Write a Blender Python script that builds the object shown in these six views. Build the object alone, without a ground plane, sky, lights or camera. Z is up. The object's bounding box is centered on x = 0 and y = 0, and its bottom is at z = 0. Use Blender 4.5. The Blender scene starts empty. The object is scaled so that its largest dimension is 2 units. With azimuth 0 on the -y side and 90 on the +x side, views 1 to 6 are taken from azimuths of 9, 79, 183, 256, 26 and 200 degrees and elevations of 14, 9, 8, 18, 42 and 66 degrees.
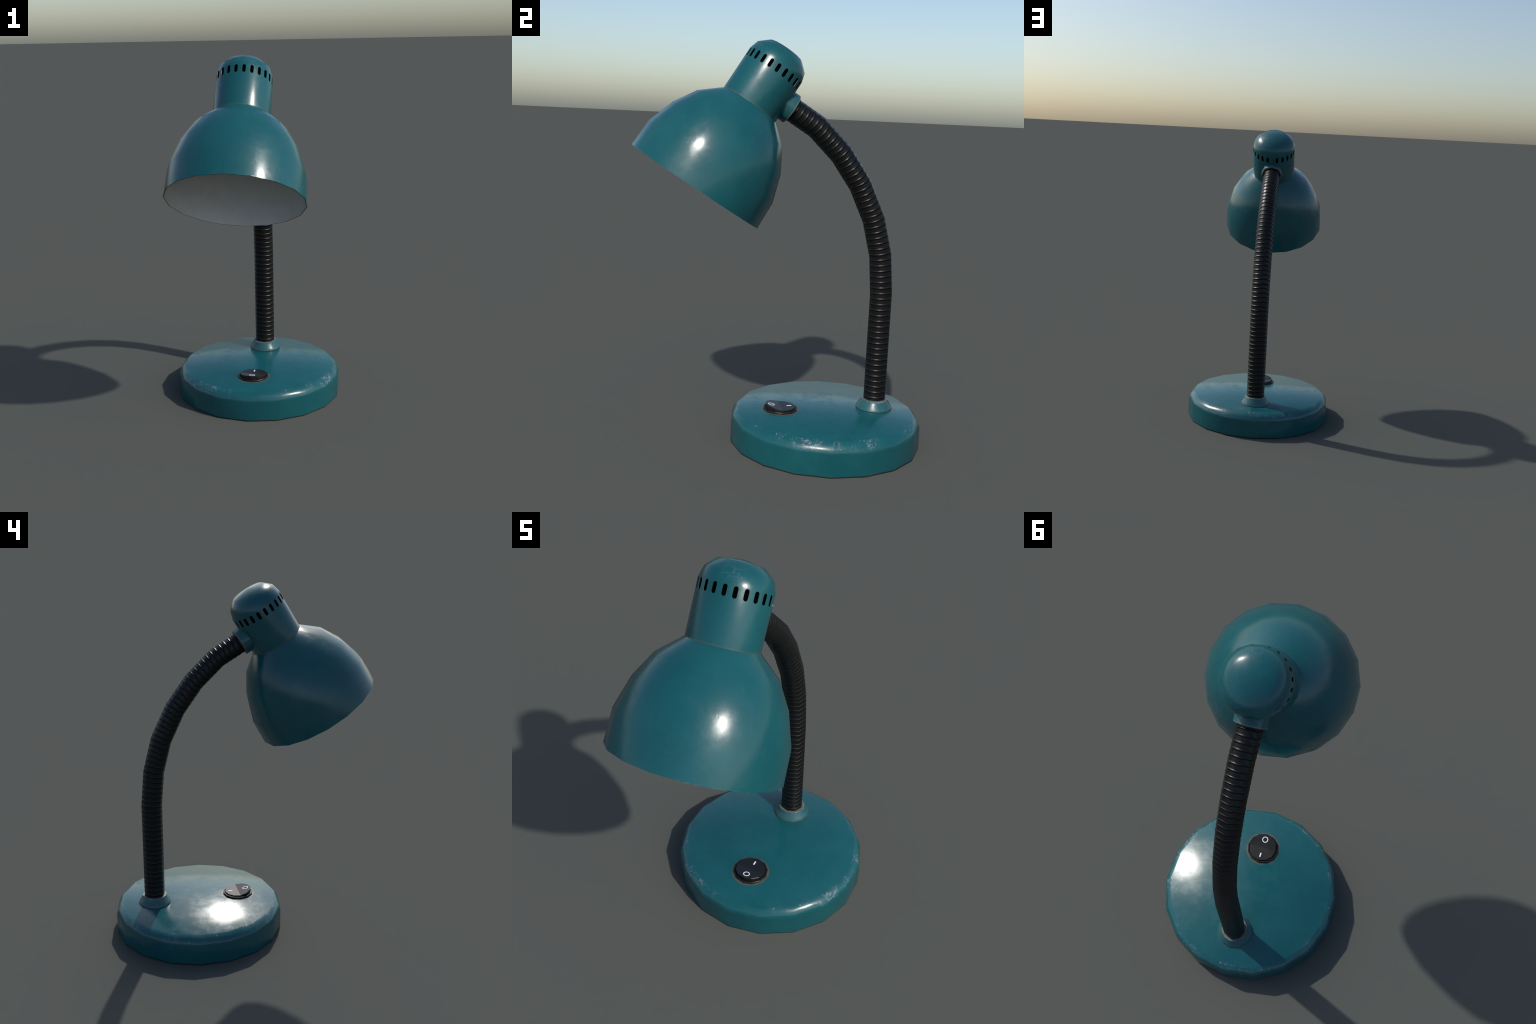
"""Teal metal desk lamp: disc base with rocker switch, black gooseneck, bell shade with vented housing."""
import bpy, bmesh, math
from mathutils import Vector, Matrix

TAU = 2 * math.pi

# ------------------------------------------------------------------ sizes (metres)
SIDES = 18                                  # facets of base, shade and housing
BASE_C = Vector((0.0, 0.263, 0.0))
COLLAR_C = Vector((0.0, 0.5255, 0.0))
SWITCH_C = Vector((0.0, 0.0265, 0.0))
TILT = math.radians(31.94)                  # lean of the head
HEAD_M = Matrix.Translation((0.0, -0.4423, 1.2923)) @ Matrix.Rotation(-TILT, 4, 'X')
SWIVEL_T = 0.569                            # where the gooseneck meets the housing, along the head axis
NECK_R = 0.0592


# ------------------------------------------------------------------ node helpers
class Nodes:
    def __init__(self, name):
        self.mat = bpy.data.materials.new(name)
        self.mat.use_nodes = True
        self.nt = self.mat.node_tree
        self.bsdf = self.nt.nodes["Principled BSDF"]
        tc = self.nt.nodes.new("ShaderNodeTexCoord")
        self.co = tc.outputs["Object"]

    def link(self, a, b):
        self.nt.links.new(a, b)

    def put(self, sock, v):
        if isinstance(v, bpy.types.NodeSocket):
            self.link(v, sock)
        else:
            sock.default_value = v

    def math(self, op, a, b=0.0, c=0.0, clamp=False):
        n = self.nt.nodes.new("ShaderNodeMath")
        n.operation = op
        n.use_clamp = clamp
        for s, v in zip(n.inputs, (a, b, c)):
            self.put(s, v)
        return n.outputs[0]

    def noise(self, scale, detail=4.0, rough=0.55, offset=(0, 0, 0), stretch=(1, 1, 1), dist=0.0):
        m = self.nt.nodes.new("ShaderNodeMapping")
        m.inputs["Location"].default_value = offset
        m.inputs["Scale"].default_value = stretch
        self.link(self.co, m.inputs["Vector"])
        n = self.nt.nodes.new("ShaderNodeTexNoise")
        n.inputs["Scale"].default_value = scale
        n.inputs["Detail"].default_value = detail
        n.inputs["Roughness"].default_value = rough
        n.inputs["Distortion"].default_value = dist
        self.link(m.outputs[0], n.inputs["Vector"])
        return n.outputs["Fac"]

    def step(self, v, lo, hi, a=0.0, b=1.0):
        n = self.nt.nodes.new("ShaderNodeMapRange")
        n.interpolation_type = 'SMOOTHSTEP'
        for k, x in (("Value", v), ("From Min", lo), ("From Max", hi), ("To Min", a), ("To Max", b)):
            self.put(n.inputs[k], x)
        return n.outputs["Result"]

    def mix(self, fac, a, b):
        n = self.nt.nodes.new("ShaderNodeMix")
        n.data_type = 'RGBA'
        self.put(n.inputs[0], fac)
        for s, v in ((n.inputs[6], a), (n.inputs[7], b)):
            self.put(s, v if isinstance(v, bpy.types.NodeSocket) else (*v, 1.0))
        return n.outputs[2]

    def xyz(self, centre=(0, 0, 0)):
        v = self.nt.nodes.new("ShaderNodeVectorMath")
        v.operation = 'SUBTRACT'
        self.link(self.co, v.inputs[0])
        v.inputs[1].default_value = centre
        s = self.nt.nodes.new("ShaderNodeSeparateXYZ")
        self.link(v.outputs[0], s.inputs[0])
        return s.outputs

    def radius(self, centre=(0, 0, 0)):
        x, y, z = self.xyz(centre)
        return self.math('SQRT', self.math('ADD', self.math('MULTIPLY', x, x), self.math('MULTIPLY', y, y)))

    def band(self, v, centre, half):
        """1 on `centre`, fading to 0 at +-half"""
        d = self.math('ABSOLUTE', self.math('SUBTRACT', v, centre))
        return self.step(d, half * 0.35, half, 1.0, 0.0)

    def bump(self, height, strength, distance):
        b = self.nt.nodes.new("ShaderNodeBump")
        b.inputs["Strength"].default_value = strength
        b.inputs["Distance"].default_value = distance
        self.link(height, b.inputs["Height"])
        self.link(b.outputs[0], self.bsdf.inputs["Normal"])

    def finish(self, color, rough, metal=0.0, spec=0.5):
        self.put(self.bsdf.inputs["Base Color"], color if isinstance(color, bpy.types.NodeSocket) else (*color, 1.0))
        self.put(self.bsdf.inputs["Roughness"], rough)
        self.put(self.bsdf.inputs["Metallic"], metal)
        self.put(self.bsdf.inputs["Specular IOR Level"], spec)
        return self.mat


TEAL_A = (0.0050, 0.0765, 0.0890)
TEAL_B = (0.0080, 0.0890, 0.1020)
CHIP = (0.300, 0.300, 0.340)
GRIME = (0.115, 0.082, 0.042)


def paint(name, seed, wear=None, grime=None, wear_level=0.60, wear_grain=48.0, gloss=(0.205, 0.315), faded=0.0):
    """Enamel paint: cloudy gloss, fine orange peel, chips where `wear` is 1 and grime where `grime` is 1."""
    n = Nodes(name)
    off = (seed * 3.1, seed * 1.7, seed * 2.3)
    cloud = n.noise(5.0, 6.0, 0.6, off)
    speck = n.noise(130.0, 2.0, 0.5, off)
    tone = n.step(n.math('ADD', n.math('MULTIPLY', cloud, 0.7), n.math('MULTIPLY', speck, 0.3)), 0.35, 0.65)
    col = n.mix(tone, TEAL_A, TEAL_B)
    if faded:
        col = n.mix(n.step(n.noise(22.0, 6.0, 0.65, off), 0.35, 0.65, faded * 0.5, faded), col, (0.150, 0.175, 0.170))
    smudge = n.noise(11.0, 10.0, 0.72, (off[1], off[2], off[0]), dist=0.3)
    rough = n.step(smudge, 0.40, 0.66, *gloss)
    if grime is not None:
        g = grime(n)
        breakup = n.noise(30.0, 5.0, 0.6, off)
        g = n.math('MULTIPLY', g, n.step(breakup, 0.30, 0.62, 0.35, 1.0), clamp=True)
        col = n.mix(g, col, GRIME)
        rough = n.math('ADD', rough, n.math('MULTIPLY', g, 0.2))
    chips = None
    if wear is not None:
        w = wear(n)
        cluster = n.noise(9.0, 3.0, 0.5, (off[2], off[0], off[1]))
        flake = n.noise(wear_grain, 7.0, 0.68, off, dist=0.9)
        score = n.math('ADD', n.math('MULTIPLY', flake, 0.62), n.math('MULTIPLY', cluster, 0.38))
        score = n.math('SUBTRACT', score, n.math('MULTIPLY', n.math('SUBTRACT', 1.0, w), 0.22))
        chips = n.step(score, wear_level, wear_level + 0.034)
        hair = n.math('ABSOLUTE', n.math('SUBTRACT', n.noise(wear_grain * 0.45, 5.0, 0.6, (off[1], off[2], off[0]), dist=1.6), 0.5))
        scratch = n.math('MULTIPLY', n.step(hair, 0.004, 0.014, 1.0, 0.0),
                         n.math('MULTIPLY', n.step(cluster, 0.47, 0.62), n.step(w, 0.35, 1.0)))
        chips = n.math('MAXIMUM', chips, n.math('MULTIPLY', scratch, 0.75))
        col = n.mix(n.math('MULTIPLY', chips, 0.52), col, CHIP)
    peel = n.noise(95.0, 3.0, 0.55, off)
    pits = n.step(n.noise(38.0, 2.0, 0.5, (off[1], off[0], off[2])), 0.67, 0.74)
    h = n.math('SUBTRACT', n.math('MULTIPLY', peel, 0.22), n.math('MULTIPLY', pits, 0.25))
    if chips is not None:
        h = n.math('SUBTRACT', h, n.math('MULTIPLY', chips, 0.5))
    n.bump(h, 0.10, 0.003)
    return n.finish(col, rough, spec=0.5)


def plain(name, color, rough, vary=0.12, scale=25.0, metal=0.0, spec=0.5):
    n = Nodes(name)
    f = n.noise(scale, 5.0, 0.6)
    dark = tuple(c * (1 - vary) for c in color)
    lite = tuple(c * (1 + vary) for c in color)
    col = n.mix(n.step(f, 0.35, 0.65), dark, lite)
    r = n.step(n.noise(scale * 0.6, 4.0, 0.6, (4, 2, 7)), 0.3, 0.7, rough * 0.88, min(1.0, rough * 1.12))
    return n.finish(col, r, metal, spec)


# where wear and grime sit ---------------------------------------------------
def base_wear(n):
    r = n.radius(tuple(BASE_C))
    z = n.xyz()[2]
    shoulder = n.math('MULTIPLY', n.band(r, 0.462, 0.036), n.step(z, 0.095, 0.135))
    foot = n.step(z, 0.004, 0.016, 0.75, 0.0)
    return n.math('MAXIMUM', shoulder, foot)


def base_grime(n):
    r = n.radius(tuple(SWITCH_C))
    halo = n.math('MULTIPLY', n.step(r, 0.0888, 0.1005, 1.0, 0.0), n.step(n.xyz()[2], 0.15, 0.165))
    rc = n.radius(tuple(COLLAR_C))
    return n.math('MAXIMUM', halo, n.math('MULTIPLY', n.step(rc, 0.094, 0.104, 0.25, 0.0), n.step(n.xyz()[2], 0.15, 0.165)))


def shade_wear(n):
    return n.step(n.xyz()[2], 0.0005, 0.010, 0.95, 0.0)


def shade_grime(n):
    return n.step(n.xyz()[2], 0.463, 0.4685, 0.0, 0.25)


def housing_wear(n):
    return n.math('MULTIPLY', n.band(n.xyz()[2], 0.737, 0.05), 0.64)


def housing_grime(n):
    return n.step(n.xyz()[2], 0.4695, 0.4755, 0.4, 0.0)


def collar_wear(n):
    return n.step(n.xyz()[2], 0.205, 0.2165, 0.1, 1.0)


def swivel_wear(n):
    return n.step(n.xyz()[1], 0.172, 0.181, 0.25, 1.0)


MAT = {
    'base': paint("base_enamel", 1.0, base_wear, base_grime, 0.572, 75.0),
    'shade': paint("shade_enamel", 2.0, shade_wear, shade_grime, 0.575, 60.0, (0.19, 0.30)),
    'housing': paint("housing_enamel", 3.0, housing_wear, housing_grime, 0.585, 60.0, (0.22, 0.35)),
    'collar': paint("collar_enamel", 4.0, collar_wear, None, 0.50, 80.0, (0.26, 0.40), 0.14),
    'swivel': paint("swivel_enamel", 5.0, swivel_wear, None, 0.48, 60.0, (0.25, 0.38), 0.11),
    'worn_lip': plain("worn_bare_edge", (0.120, 0.124, 0.110), 0.45, 0.15, 60.0),
    'rim': plain("bare_dark_rim", (0.022, 0.030, 0.031), 0.5, 0.3, 60.0),
    'lining': plain("white_lining_paint", (0.58, 0.58, 0.57), 0.55, 0.03, 12.0),
    'rubber': plain("black_rubber", (0.010, 0.010, 0.010), 0.75, 0.1),
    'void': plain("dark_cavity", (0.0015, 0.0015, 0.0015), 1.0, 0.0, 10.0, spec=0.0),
    'neck': plain("black_ribbed_plastic", (0.0055, 0.0054, 0.0053), 0.37, 0.15, 40.0, spec=0.30),
    'switch': plain("black_switch_plastic", (0.0085, 0.0085, 0.0090), 0.40, 0.08, 30.0, spec=0.4),
    'mark': plain("white_print", (0.80, 0.80, 0.84), 0.5, 0.02, 30.0),
}


# ------------------------------------------------------------------ mesh helpers
def add_object(name, mesh, parent=None, matrix=None):
    ob = bpy.data.objects.new(name, mesh)
    bpy.context.scene.collection.objects.link(ob)
    if parent is not None:
        ob.parent = parent
    if matrix is not None:
        ob.matrix_basis = matrix
    return ob


def revolve(name, rings, sides, mats, centre=(0, 0, 0), phase=0.0, axis='Z',
            cap_start=None, cap_end=None, smooth=True):
    """rings: (radius, height, tilt) ; tilt = angle of the shading normal above the radial direction,
    a pair (below, above) for a crease; optional 4th entry: material slot of the band that follows.
    The facets stay flat-edged polygons, the shading is round, as on the lamp."""
    verts, faces, norms, slots = [], [], [], []
    c = Vector(centre)

    def place(r, h, a):
        if axis == 'Z':
            return c + Vector((r * math.cos(a), r * math.sin(a), h))
        return c + Vector((r * math.sin(a), h, r * math.cos(a)))       # axis Y, angle 0 = +Z

    def normal(tilt, a):
        return (place(math.cos(tilt), math.sin(tilt), a) - c).normalized()

    ang = [phase + k * TAU / sides for k in range(sides)]
    for r, h, *_ in rings:
        verts += [place(r, h, a) for a in ang]

    def tilt_of(i, side):
        t = rings[i][2]
        return math.radians(t[side] if isinstance(t, tuple) else t)

    for i in range(len(rings) - 1):
        slot = rings[i][3] if len(rings[i]) > 3 else 0
        for k in range(sides):
            k2 = (k + 1) % sides
            faces.append((i * sides + k, i * sides + k2, (i + 1) * sides + k2, (i + 1) * sides + k))
            norms += [normal(tilt_of(i, 1), ang[k]), normal(tilt_of(i, 1), ang[k2]),
                      normal(tilt_of(i + 1, 0), ang[k2]), normal(tilt_of(i + 1, 0), ang[k])]
            slots.append(slot)
    for cap, i, sgn in ((cap_start, 0, -1), (cap_end, len(rings) - 1, 1)):
        if cap is None:
            continue
        idx = [i * sides + k for k in range(sides)]
        if sgn < 0:
            idx.reverse()
        if cap.get('apex') is None:
            faces.append(tuple(idx))
            d = place(0, sgn, 0) - c
            norms += [d] * sides
            slots.append(cap.get('slot', 0))
        else:
            verts.append(place(0, cap['apex'], 0))
            for j in range(sides):
                a, b = idx[j], idx[(j + 1) % sides]
                faces.append((a, b, len(verts) - 1))
                norms += [normal(tilt_of(i, 1), ang[a - i * sides]), normal(tilt_of(i, 1), ang[b - i * sides]),
                          place(0, sgn, 0) - c]
                slots.append(cap.get('slot', 0))
    me = bpy.data.meshes.new(name)
    me.from_pydata([tuple(v) for v in verts], [], faces)
    for m in mats:
        me.materials.append(m)
    for p, s in zip(me.polygons, slots):
        p.material_index = s
        p.use_smooth = True
    me.update()
    if smooth:
        me.normals_split_custom_set([tuple(v) for v in norms])
    else:
        for p in me.polygons:
            p.use_smooth = False
    return me


P18 = math.radians(10.0)

# ------------------------------------------------------------------ the lamp
lamp = bpy.data.objects.new("desk_lamp", None)
lamp.empty_display_size = 0.2
bpy.context.scene.collection.objects.link(lamp)
lamp["label"] = "teal metal gooseneck desk lamp with bell shade and rocker switch"
lamp["category"] = "desk lamp"

# base: heavy 18-sided disc with rounded shoulder
base_me = revolve("base", [
    (0.4850, 0.0030, (-60, -30)),
    (0.4872, 0.0055, -4),
    (0.4870, 0.1120, (0, 2)),
    (0.4765, 0.1415, 38),
    (0.4480, 0.1665, 72),
    (0.3000, 0.1675, 78),
    (0.1500, 0.1680, 84),
], SIDES, [MAT['base']], BASE_C, P18, cap_start={}, cap_end={'apex': 0.1685})
base = add_object("base", base_me, lamp)
pad_me = revolve("foot_pad", [(0.4862, 0.0, 0), (0.4862, 0.0032, 0)], SIDES, [MAT['rubber']], BASE_C, P18,
                 cap_start={}, cap_end={})
add_object("foot_pad", pad_me, base)

# flared collar that holds the gooseneck on the base
collar_me = revolve("mounting_collar", [
    (0.0955, 0.1705, (-80, 14)),
    (0.0938, 0.1760, 24),
    (0.0890, 0.1845, 33),
    (0.0740, 0.2050, 29),
    (0.0712, 0.2168, (18, 45)),
    (0.0698, 0.2180, (60, 90), 1),
    (0.0560, 0.2180, 90),
], 12, [MAT['collar'], MAT['worn_lip']], COLLAR_C, 0.0, cap_start={}, cap_end={'slot': 1})
collar = add_object("mounting_collar", collar_me, lamp)
contact_shadow_me = revolve("contact_shadow_ring", [(0.0935, 0.1660, 0), (0.0935, 0.1712, 0)], 12, [MAT['rubber']], COLLAR_C, 0.0,  # black ring modelled for the contact shadow under the collar
                    cap_start={}, cap_end={})
add_object("contact_shadow_ring", contact_shadow_me, collar)


# ------------------------------------------------------------------ gooseneck
def gooseneck():
    """Eight-sided hose bent through mitred joints, with a saw-tooth rib every ~3 cm."""
    start = HEAD_M @ Vector((0, 0.160, SWIVEL_T))
    joints = [start] + [Vector((0, y, z)) for y, z in (
        (0.1420, 1.6005), (0.2710, 1.4755), (0.3780, 1.3270), (0.4600, 1.1545),
        (0.5068, 0.9730), (0.5245, 0.7760), (0.5255, 0.2120))]
    dirs = [(b - a).normalized() for a, b in zip(joints, joints[1:])]
    side = []                                   # in-plane direction of every joint ring (outer side of the bend)
    X = Vector((1, 0, 0))
    for i in range(len(joints)):
        t = dirs[0] if i == 0 else dirs[-1] if i == len(joints) - 1 else (dirs[i - 1] + dirs[i]).normalized()
        side.append(t.cross(X).normalized())
    lens = [(b - a).length for a, b in zip(joints, joints[1:])]
    total = sum(lens)
    pitch = 0.0289
    first = (total - 0.0235 - 0.76 * pitch) % pitch - pitch      # puts the lowest crest just above the base collar
    # one pitch, walking down the hose: (place, radius offset, shading tilt towards the lamp head)
    profile = [(0.00, -0.0010, -20), (0.06, -0.0004, 0), (0.58, 0.0000, 0), (0.66, 0.0004, 24), (0.76, 0.0010, 40),
               (0.82, 0.0013, 10), (0.87, 0.0005, -50), (0.92, -0.0016, -62), (0.96, -0.0016, -40)]
    stations = []
    for k in range(int(total / pitch) + 2):
        for f, dr, tilt in profile:
            at = first + (k + f) * pitch
            if 0.0005 < at < total - 0.0005:
                stations.append((at, dr, tilt))
    stations = [(0.0, 0.0, 0.0)] + stations + [(total, 0.0, 0.0)]
    acc = [0.0]
    for l in lens:
        acc.append(acc[-1] + l)
    for a in acc[1:-1]:                         # keep the mitre joints themselves
        near = min(stations, key=lambda s: abs(s[0] - a))
        stations[stations.index(near)] = (a, near[1], near[2])
    verts, faces, shade_n = [], [], []
    for s, dr, tilt in stations:
        i = max(j for j in range(len(lens)) if s >= acc[j] - 1e-9)
        u = min(1.0, (s - acc[i]) / lens[i])
        c = joints[i].lerp(joints[i + 1], u)
        n = side[i].lerp(side[i + 1], u)
        r = NECK_R - 0.0004 + dr
        for k in range(8):
            a = k * TAU / 8
            out = n.normalized() * math.cos(a) + X * math.sin(a)
            verts.append(c + out * r)
            t = math.radians(tilt)
            shade_n.append(out * math.cos(t) - dirs[i] * math.sin(t))
    rows = len(stations)
    for i in range(rows - 1):
        for k in range(8):
            k2 = (k + 1) % 8
            faces.append((i * 8 + k, i * 8 + k2, (i + 1) * 8 + k2, (i + 1) * 8 + k))
    faces.append(tuple(range(8))[::-1])
    faces.append(tuple((rows - 1) * 8 + k for k in range(8)))
    me = bpy.data.meshes.new("flexible_neck")
    me.from_pydata([tuple(v) for v in verts], [], faces)
    me.materials.append(MAT['neck'])
    bm = bmesh.new()
    bm.from_mesh(me)
    bmesh.ops.recalc_face_normals(bm, faces=bm.faces)
    bm.to_mesh(me)
    bm.free()
    for p in me.polygons:
        p.use_smooth = p.loop_total == 4
    me.normals_split_custom_set([tuple(shade_n[me.loops[li].vertex_index]) if p.loop_total == 4 else tuple(p.normal)
                                 for p in me.polygons for li in p.loop_indices])
    return me


add_object("flexible_neck", gooseneck(), lamp)

# ------------------------------------------------------------------ rocker switch
bezel_me = revolve("rocker_switch", [
    (0.0885, 0.1655, (0, 0)),
    (0.0885, 0.1745, (0, 20)),
    (0.0862, 0.1782, (60, 90)),
    (0.0822, 0.1782, (90, 120)),
    (0.0790, 0.1720, (150, 90)),
    (0.0600, 0.1720, 90),
], 12, [MAT['switch']], SWITCH_C, 0.0, cap_start={}, cap_end={})
switch = add_object("rocker_switch", bezel_me, lamp)

RIDGE, FRONT, BACK, ROCK_R = 0.1852, 0.2000, 0.1834, 0.0768


def rocker_z(dy, r=ROCK_R):
    return RIDGE + (FRONT - RIDGE) * (-dy / ROCK_R) if dy < 0 else RIDGE + (BACK - RIDGE) * (dy / ROCK_R)


def rocker_mesh():
    bm = bmesh.new()
    low = [bm.verts.new((SWITCH_C.x + ROCK_R * math.cos(k * TAU / 12), SWITCH_C.y + ROCK_R * math.sin(k * TAU / 12),
                         0.1700)) for k in range(12)]
    top = []
    for k in range(12):
        y = ROCK_R * math.sin(k * TAU / 12)
        y = 0.0 if abs(y) < 1e-6 else y
        top.append(bm.verts.new((SWITCH_C.x + ROCK_R * math.cos(k * TAU / 12), SWITCH_C.y + y, rocker_z(y))))
    for k in range(12):
        bm.faces.new((low[k], low[(k + 1) % 12], top[(k + 1) % 12], top[k]))
    bm.faces.new([top[k] for k in range(0, 7)])                    # back half (I)
    bm.faces.new([top[k % 12] for k in range(6, 13)])              # front half (O)
    bm.faces.new(low[::-1])
    bm.normal_update()
    rim = [e for e in bm.edges if all(v in top for v in e.verts)
           and any(abs(f.normal.z) < 0.5 for f in e.link_faces)]
    bmesh.ops.bevel(bm, geom=rim, offset=0.0015, segments=1, affect='EDGES', profile=0.5)
    me = bpy.data.meshes.new("rocker")
    bm.to_mesh(me)
    bm.free()
    me.materials.append(MAT['switch'])
    return me


add_object("rocker", rocker_mesh(), switch)


def raised_print(name, loops, z_of):
    """Thin printed mark: outline loops (outer, optional inner) laid on the rocker face."""
    bm = bmesh.new()
    h = 0.0007
    rings = [[[bm.verts.new((SWITCH_C.x + x, SWITCH_C.y + y, z_of(y) + dz)) for x, y in lp] for dz in (-0.001, h)]
             for lp in loops]
    for i, (lo, hi) in enumerate(rings):
        m = len(lo)
        for k in range(m):
            q = (lo[k], lo[(k + 1) % m], hi[(k + 1) % m], hi[k])
            bm.faces.new(q if i == 0 else q[::-1])
    if len(rings) == 1:
        bm.faces.new(rings[0][1])
    else:
        a, b = rings[0][1], rings[1][1]
        for k in range(len(a)):
            k2 = (k + 1) % len(a)
            bm.faces.new((a[k], a[k2], b[k2], b[k]))
    me = bpy.data.meshes.new(name)
    bm.to_mesh(me)
    bm.free()
    me.materials.append(MAT['mark'])
    return me


def oval(cx, cy, rx, ry, n=40):
    return [(cx + rx * math.cos(k * TAU / n), cy + ry * math.sin(k * TAU / n)) for k in range(n)]


def stadium(cx, cy, half_w, half_l, n=8):
    pts = []
    for k in range(n + 1):
        a = math.pi * k / n
        pts.append((cx + half_w * math.cos(a), cy + half_l - half_w + half_w * math.sin(a)))
    for k in range(n + 1):
        a = math.pi + math.pi * k / n
        pts.append((cx + half_w * math.cos(a), cy - half_l + half_w + half_w * math.sin(a)))
    return pts


O_Y, I_Y = -0.0461, 0.0458
add_object("off_mark", raised_print("off_mark", [oval(0, O_Y, 0.0172, 0.0172), oval(0, O_Y, 0.0126, 0.0126)], rocker_z), switch)
add_object("on_mark", raised_print("on_mark", [stadium(0, I_Y, 0.0036, 0.0130)], rocker_z), switch)

# ------------------------------------------------------------------ shade (head frame: z along the head, y to the back)
T = 0.0042                                   # sheet thickness
profile = [(0.3610, 0.000, 2), (0.3545, 0.142, 9.5), (0.3100, 0.276, 23.5), (0.2450, 0.385, 39), (0.1480, 0.4690, 51)]
shade_me = revolve("lamp_shade",
                   [(0.3610 - T, 0.000, (-90, -90), 1)] + [(profile[0][0], 0.0, (-90, 2))] + profile[1:]
                   + [(0.120, 0.4690, (90, 90))],
                   SIDES, [MAT['shade'], MAT['rim']], (0, 0, 0), P18)
shade = add_object("lamp_shade", shade_me, lamp, HEAD_M)
lining_rings = [(r - T * math.cos(math.radians(t)), h - T * math.sin(math.radians(t)) + (0.0004 if i == 0 else 0), 180 + t)
                for i, (r, h, t) in enumerate(profile)]
lining_rings[0] = (0.3610 - T, 0.0, 182)
lining_rings = lining_rings[::-1]
lining_me = revolve("shade_lining", lining_rings, SIDES, [MAT['lining']], (0, 0, 0), P18)
add_object("shade_lining", lining_me, shade)
cap_me = revolve("socket_plate", [(0.146, 0.4600, -90), (0.146, 0.4660, 0)], SIDES, [MAT['lining']], (0, 0, 0), P18,
                 cap_start={}, cap_end={})
add_object("socket_plate", cap_me, shade)

# ------------------------------------------------------------------ vented housing
H_R, H_LOW, H_TOP = 0.1493, 0.4660, 0.6915
WALL = 0.004
SLOT_Z, SLOT_HALF_L, SLOT_HALF_W = 0.6693, 0.0218, 0.0085


def slot_angles():
    """eleven slots each side, closing up to a wider bridge over the swivel"""
    half = [13.0 + k * 15.89 for k in range(11)]
    return [math.radians(a) for a in half] + [math.radians(-a) for a in half]


def slot_cutter():
    """all slots in one mesh; every slot flares out near the skin so its edge is chamfered"""
    bm = bmesh.new()
    for th in slot_angles():                 # th measured from +y (back) towards +x
        out = Vector((math.sin(th), math.cos(th), 0))
        tan = Vector((math.cos(th), -math.sin(th), 0))
        loops = []
        for r, grow in ((0.1300, 0.0), (0.1466, 0.0), (0.1532, 0.0026)):
            pts = stadium(0, 0, SLOT_HALF_W + grow, SLOT_HALF_L + grow, 6)
            loops.append([bm.verts.new(out * r + tan * x + Vector((0, 0, SLOT_Z + y))) for x, y in pts])
        m = len(loops[0])
        for lo, hi in zip(loops, loops[1:]):
            for k in range(m):
                bm.faces.new((lo[k], lo[(k + 1) % m], hi[(k + 1) % m], hi[k]))
        bm.faces.new(loops[0][::-1])
        bm.faces.new(loops[-1])
    bmesh.ops.recalc_face_normals(bm, faces=bm.faces)
    me = bpy.data.meshes.new("slot_cutter")
    bm.to_mesh(me)
    bm.free()
    me.materials.append(MAT['housing'])
    return me


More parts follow.
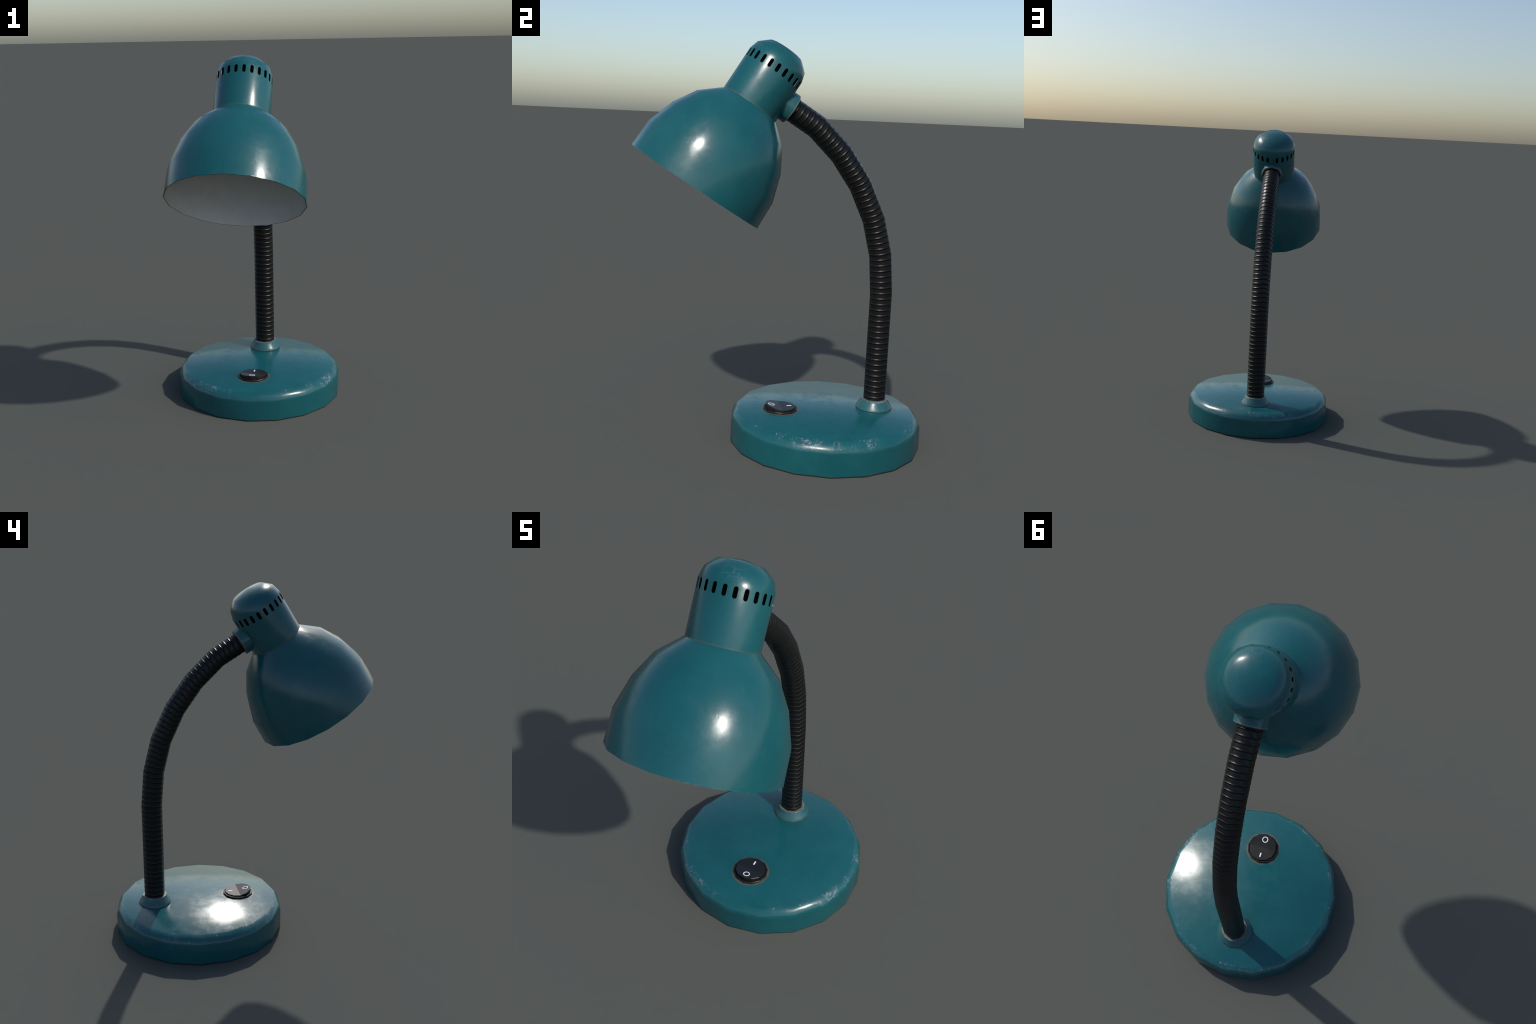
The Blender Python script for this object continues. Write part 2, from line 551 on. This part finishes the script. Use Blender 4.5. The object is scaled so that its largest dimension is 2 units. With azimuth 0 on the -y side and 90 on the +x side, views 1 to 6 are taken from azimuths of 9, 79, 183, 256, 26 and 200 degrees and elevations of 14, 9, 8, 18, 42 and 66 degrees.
def housing_mesh():
    # closed solid: outer prism + dome outside, thin wall inside
    dome = [(H_R, H_TOP), (0.1358, 0.7372), (0.0915, 0.7772)]
    outer = [(H_R, H_LOW)] + dome
    inner = [(H_R - WALL, H_LOW), (H_R - WALL, H_TOP - 0.001), (0.1318, 0.7345), (0.0895, 0.7730)]
    bm = bmesh.new()

    def ring(r, z):
        return [bm.verts.new((r * math.cos(P18 + k * TAU / SIDES), r * math.sin(P18 + k * TAU / SIDES), z)) for k in range(SIDES)]

    ro = [ring(r, z) for r, z in outer]
    ri = [ring(r, z) for r, z in inner]
    ao, ai = bm.verts.new((0, 0, 0.7915)), bm.verts.new((0, 0, 0.7875))
    for rings, apex in ((ro, ao), (ri, ai)):
        for a, b in zip(rings, rings[1:]):
            for k in range(SIDES):
                k2 = (k + 1) % SIDES
                bm.faces.new((a[k], a[k2], b[k2], b[k]))
        for k in range(SIDES):
            bm.faces.new((rings[-1][k], rings[-1][(k + 1) % SIDES], apex))
    for k in range(SIDES):
        bm.faces.new((ro[0][k], ro[0][(k + 1) % SIDES], ri[0][(k + 1) % SIDES], ri[0][k]))
    bmesh.ops.recalc_face_normals(bm, faces=bm.faces)
    me = bpy.data.meshes.new("lamp_housing")
    bm.to_mesh(me)
    bm.free()
    me.materials.append(MAT['housing'])
    me.materials.append(MAT['void'])
    body = add_object("housing_blank", me)
    cut = add_object("slot_cutter", slot_cutter())
    mod = body.modifiers.new("slots", 'BOOLEAN')
    mod.operation, mod.solver, mod.object = 'DIFFERENCE', 'EXACT', cut
    dg = bpy.context.evaluated_depsgraph_get()
    done = bpy.data.meshes.new_from_object(body.evaluated_get(dg))
    done.name = "lamp_housing"
    for o in (body, cut):
        m = o.data
        bpy.data.objects.remove(o)
        bpy.data.meshes.remove(m)

    # round shading on the outer skin, flat on the slot walls
    tilts = [(H_LOW, -1.5), (H_TOP, 9.0), (0.7372, 33.0), (0.7772, 66.0), (0.7915, 90.0)]

    def skin_normal(p):
        z = p.z
        for (z0, t0), (z1, t1) in zip(tilts, tilts[1:]):
            if z <= z1 + 1e-6:
                u = max(0.0, min(1.0, (z - z0) / (z1 - z0)))
                t = math.radians(t0 + (t1 - t0) * u)
                break
        a = math.atan2(p.y, p.x)
        return Vector((math.cos(a) * math.cos(t), math.sin(a) * math.cos(t), math.sin(t)))

    def on_skin(face):
        n, cen = face.normal, face.center
        rad = Vector((cen.x, cen.y, 0))
        if rad.length < 1e-6:
            return False
        rad.normalize()
        if cen.z > H_TOP:
            return n.z * cen.z + n.dot(rad) > 0 and n.dot(Vector((rad.x, rad.y, 0.6))) > 0
        if abs(n.z) > 0.02 or n.dot(rad) < 0.97:
            return False
        apothem = H_R * math.cos(math.pi / SIDES)
        return abs(n.dot(cen) - apothem) < 4e-4

    loop_normals = []
    for p in done.polygons:
        skin = on_skin(p)
        p.use_smooth = True
        cen = p.center
        if not skin:
            rad = math.hypot(cen.x, cen.y)
            chamfer = rad > 0.1464 and cen.z < H_TOP + 0.004
            p.material_index = 0 if chamfer else 1
        else:
            p.material_index = 0
        for li in p.loop_indices:
            v = done.vertices[done.loops[li].vertex_index].co
            loop_normals.append(tuple(skin_normal(v)) if skin else tuple(p.normal))
    done.normals_split_custom_set(loop_normals)
    return done


housing = add_object("lamp_housing", housing_mesh(), lamp, HEAD_M)
slot_backing_me = revolve("black_slot_backing", [(0.1427, 0.475, 0), (0.1427, 0.697, 0)], 36, [MAT['void']], (0, 0, 0), 0.0,
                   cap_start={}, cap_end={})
add_object("black_slot_backing", slot_backing_me, housing)

# octagonal swivel collar on the back of the housing
swivel_me = revolve("swivel_collar", [
    (0.0757, 0.1250, 0),
    (0.0757, 0.1775, 0, 1),
    (0.0757, 0.1805, (0, 15), 1),
    (0.0735, 0.1830, (70, 90), 1),
    (0.0640, 0.1830, (90, 140), 2),
    (0.0615, 0.1760, (180, 90), 2),
    (0.0300, 0.1760, 90),
], 8, [MAT['swivel'], MAT['worn_lip'], MAT['rubber']], (0, 0, SWIVEL_T), 0.0, axis='Y', cap_start={}, cap_end={'slot': 2})
add_object("swivel_collar", swivel_me, housing)
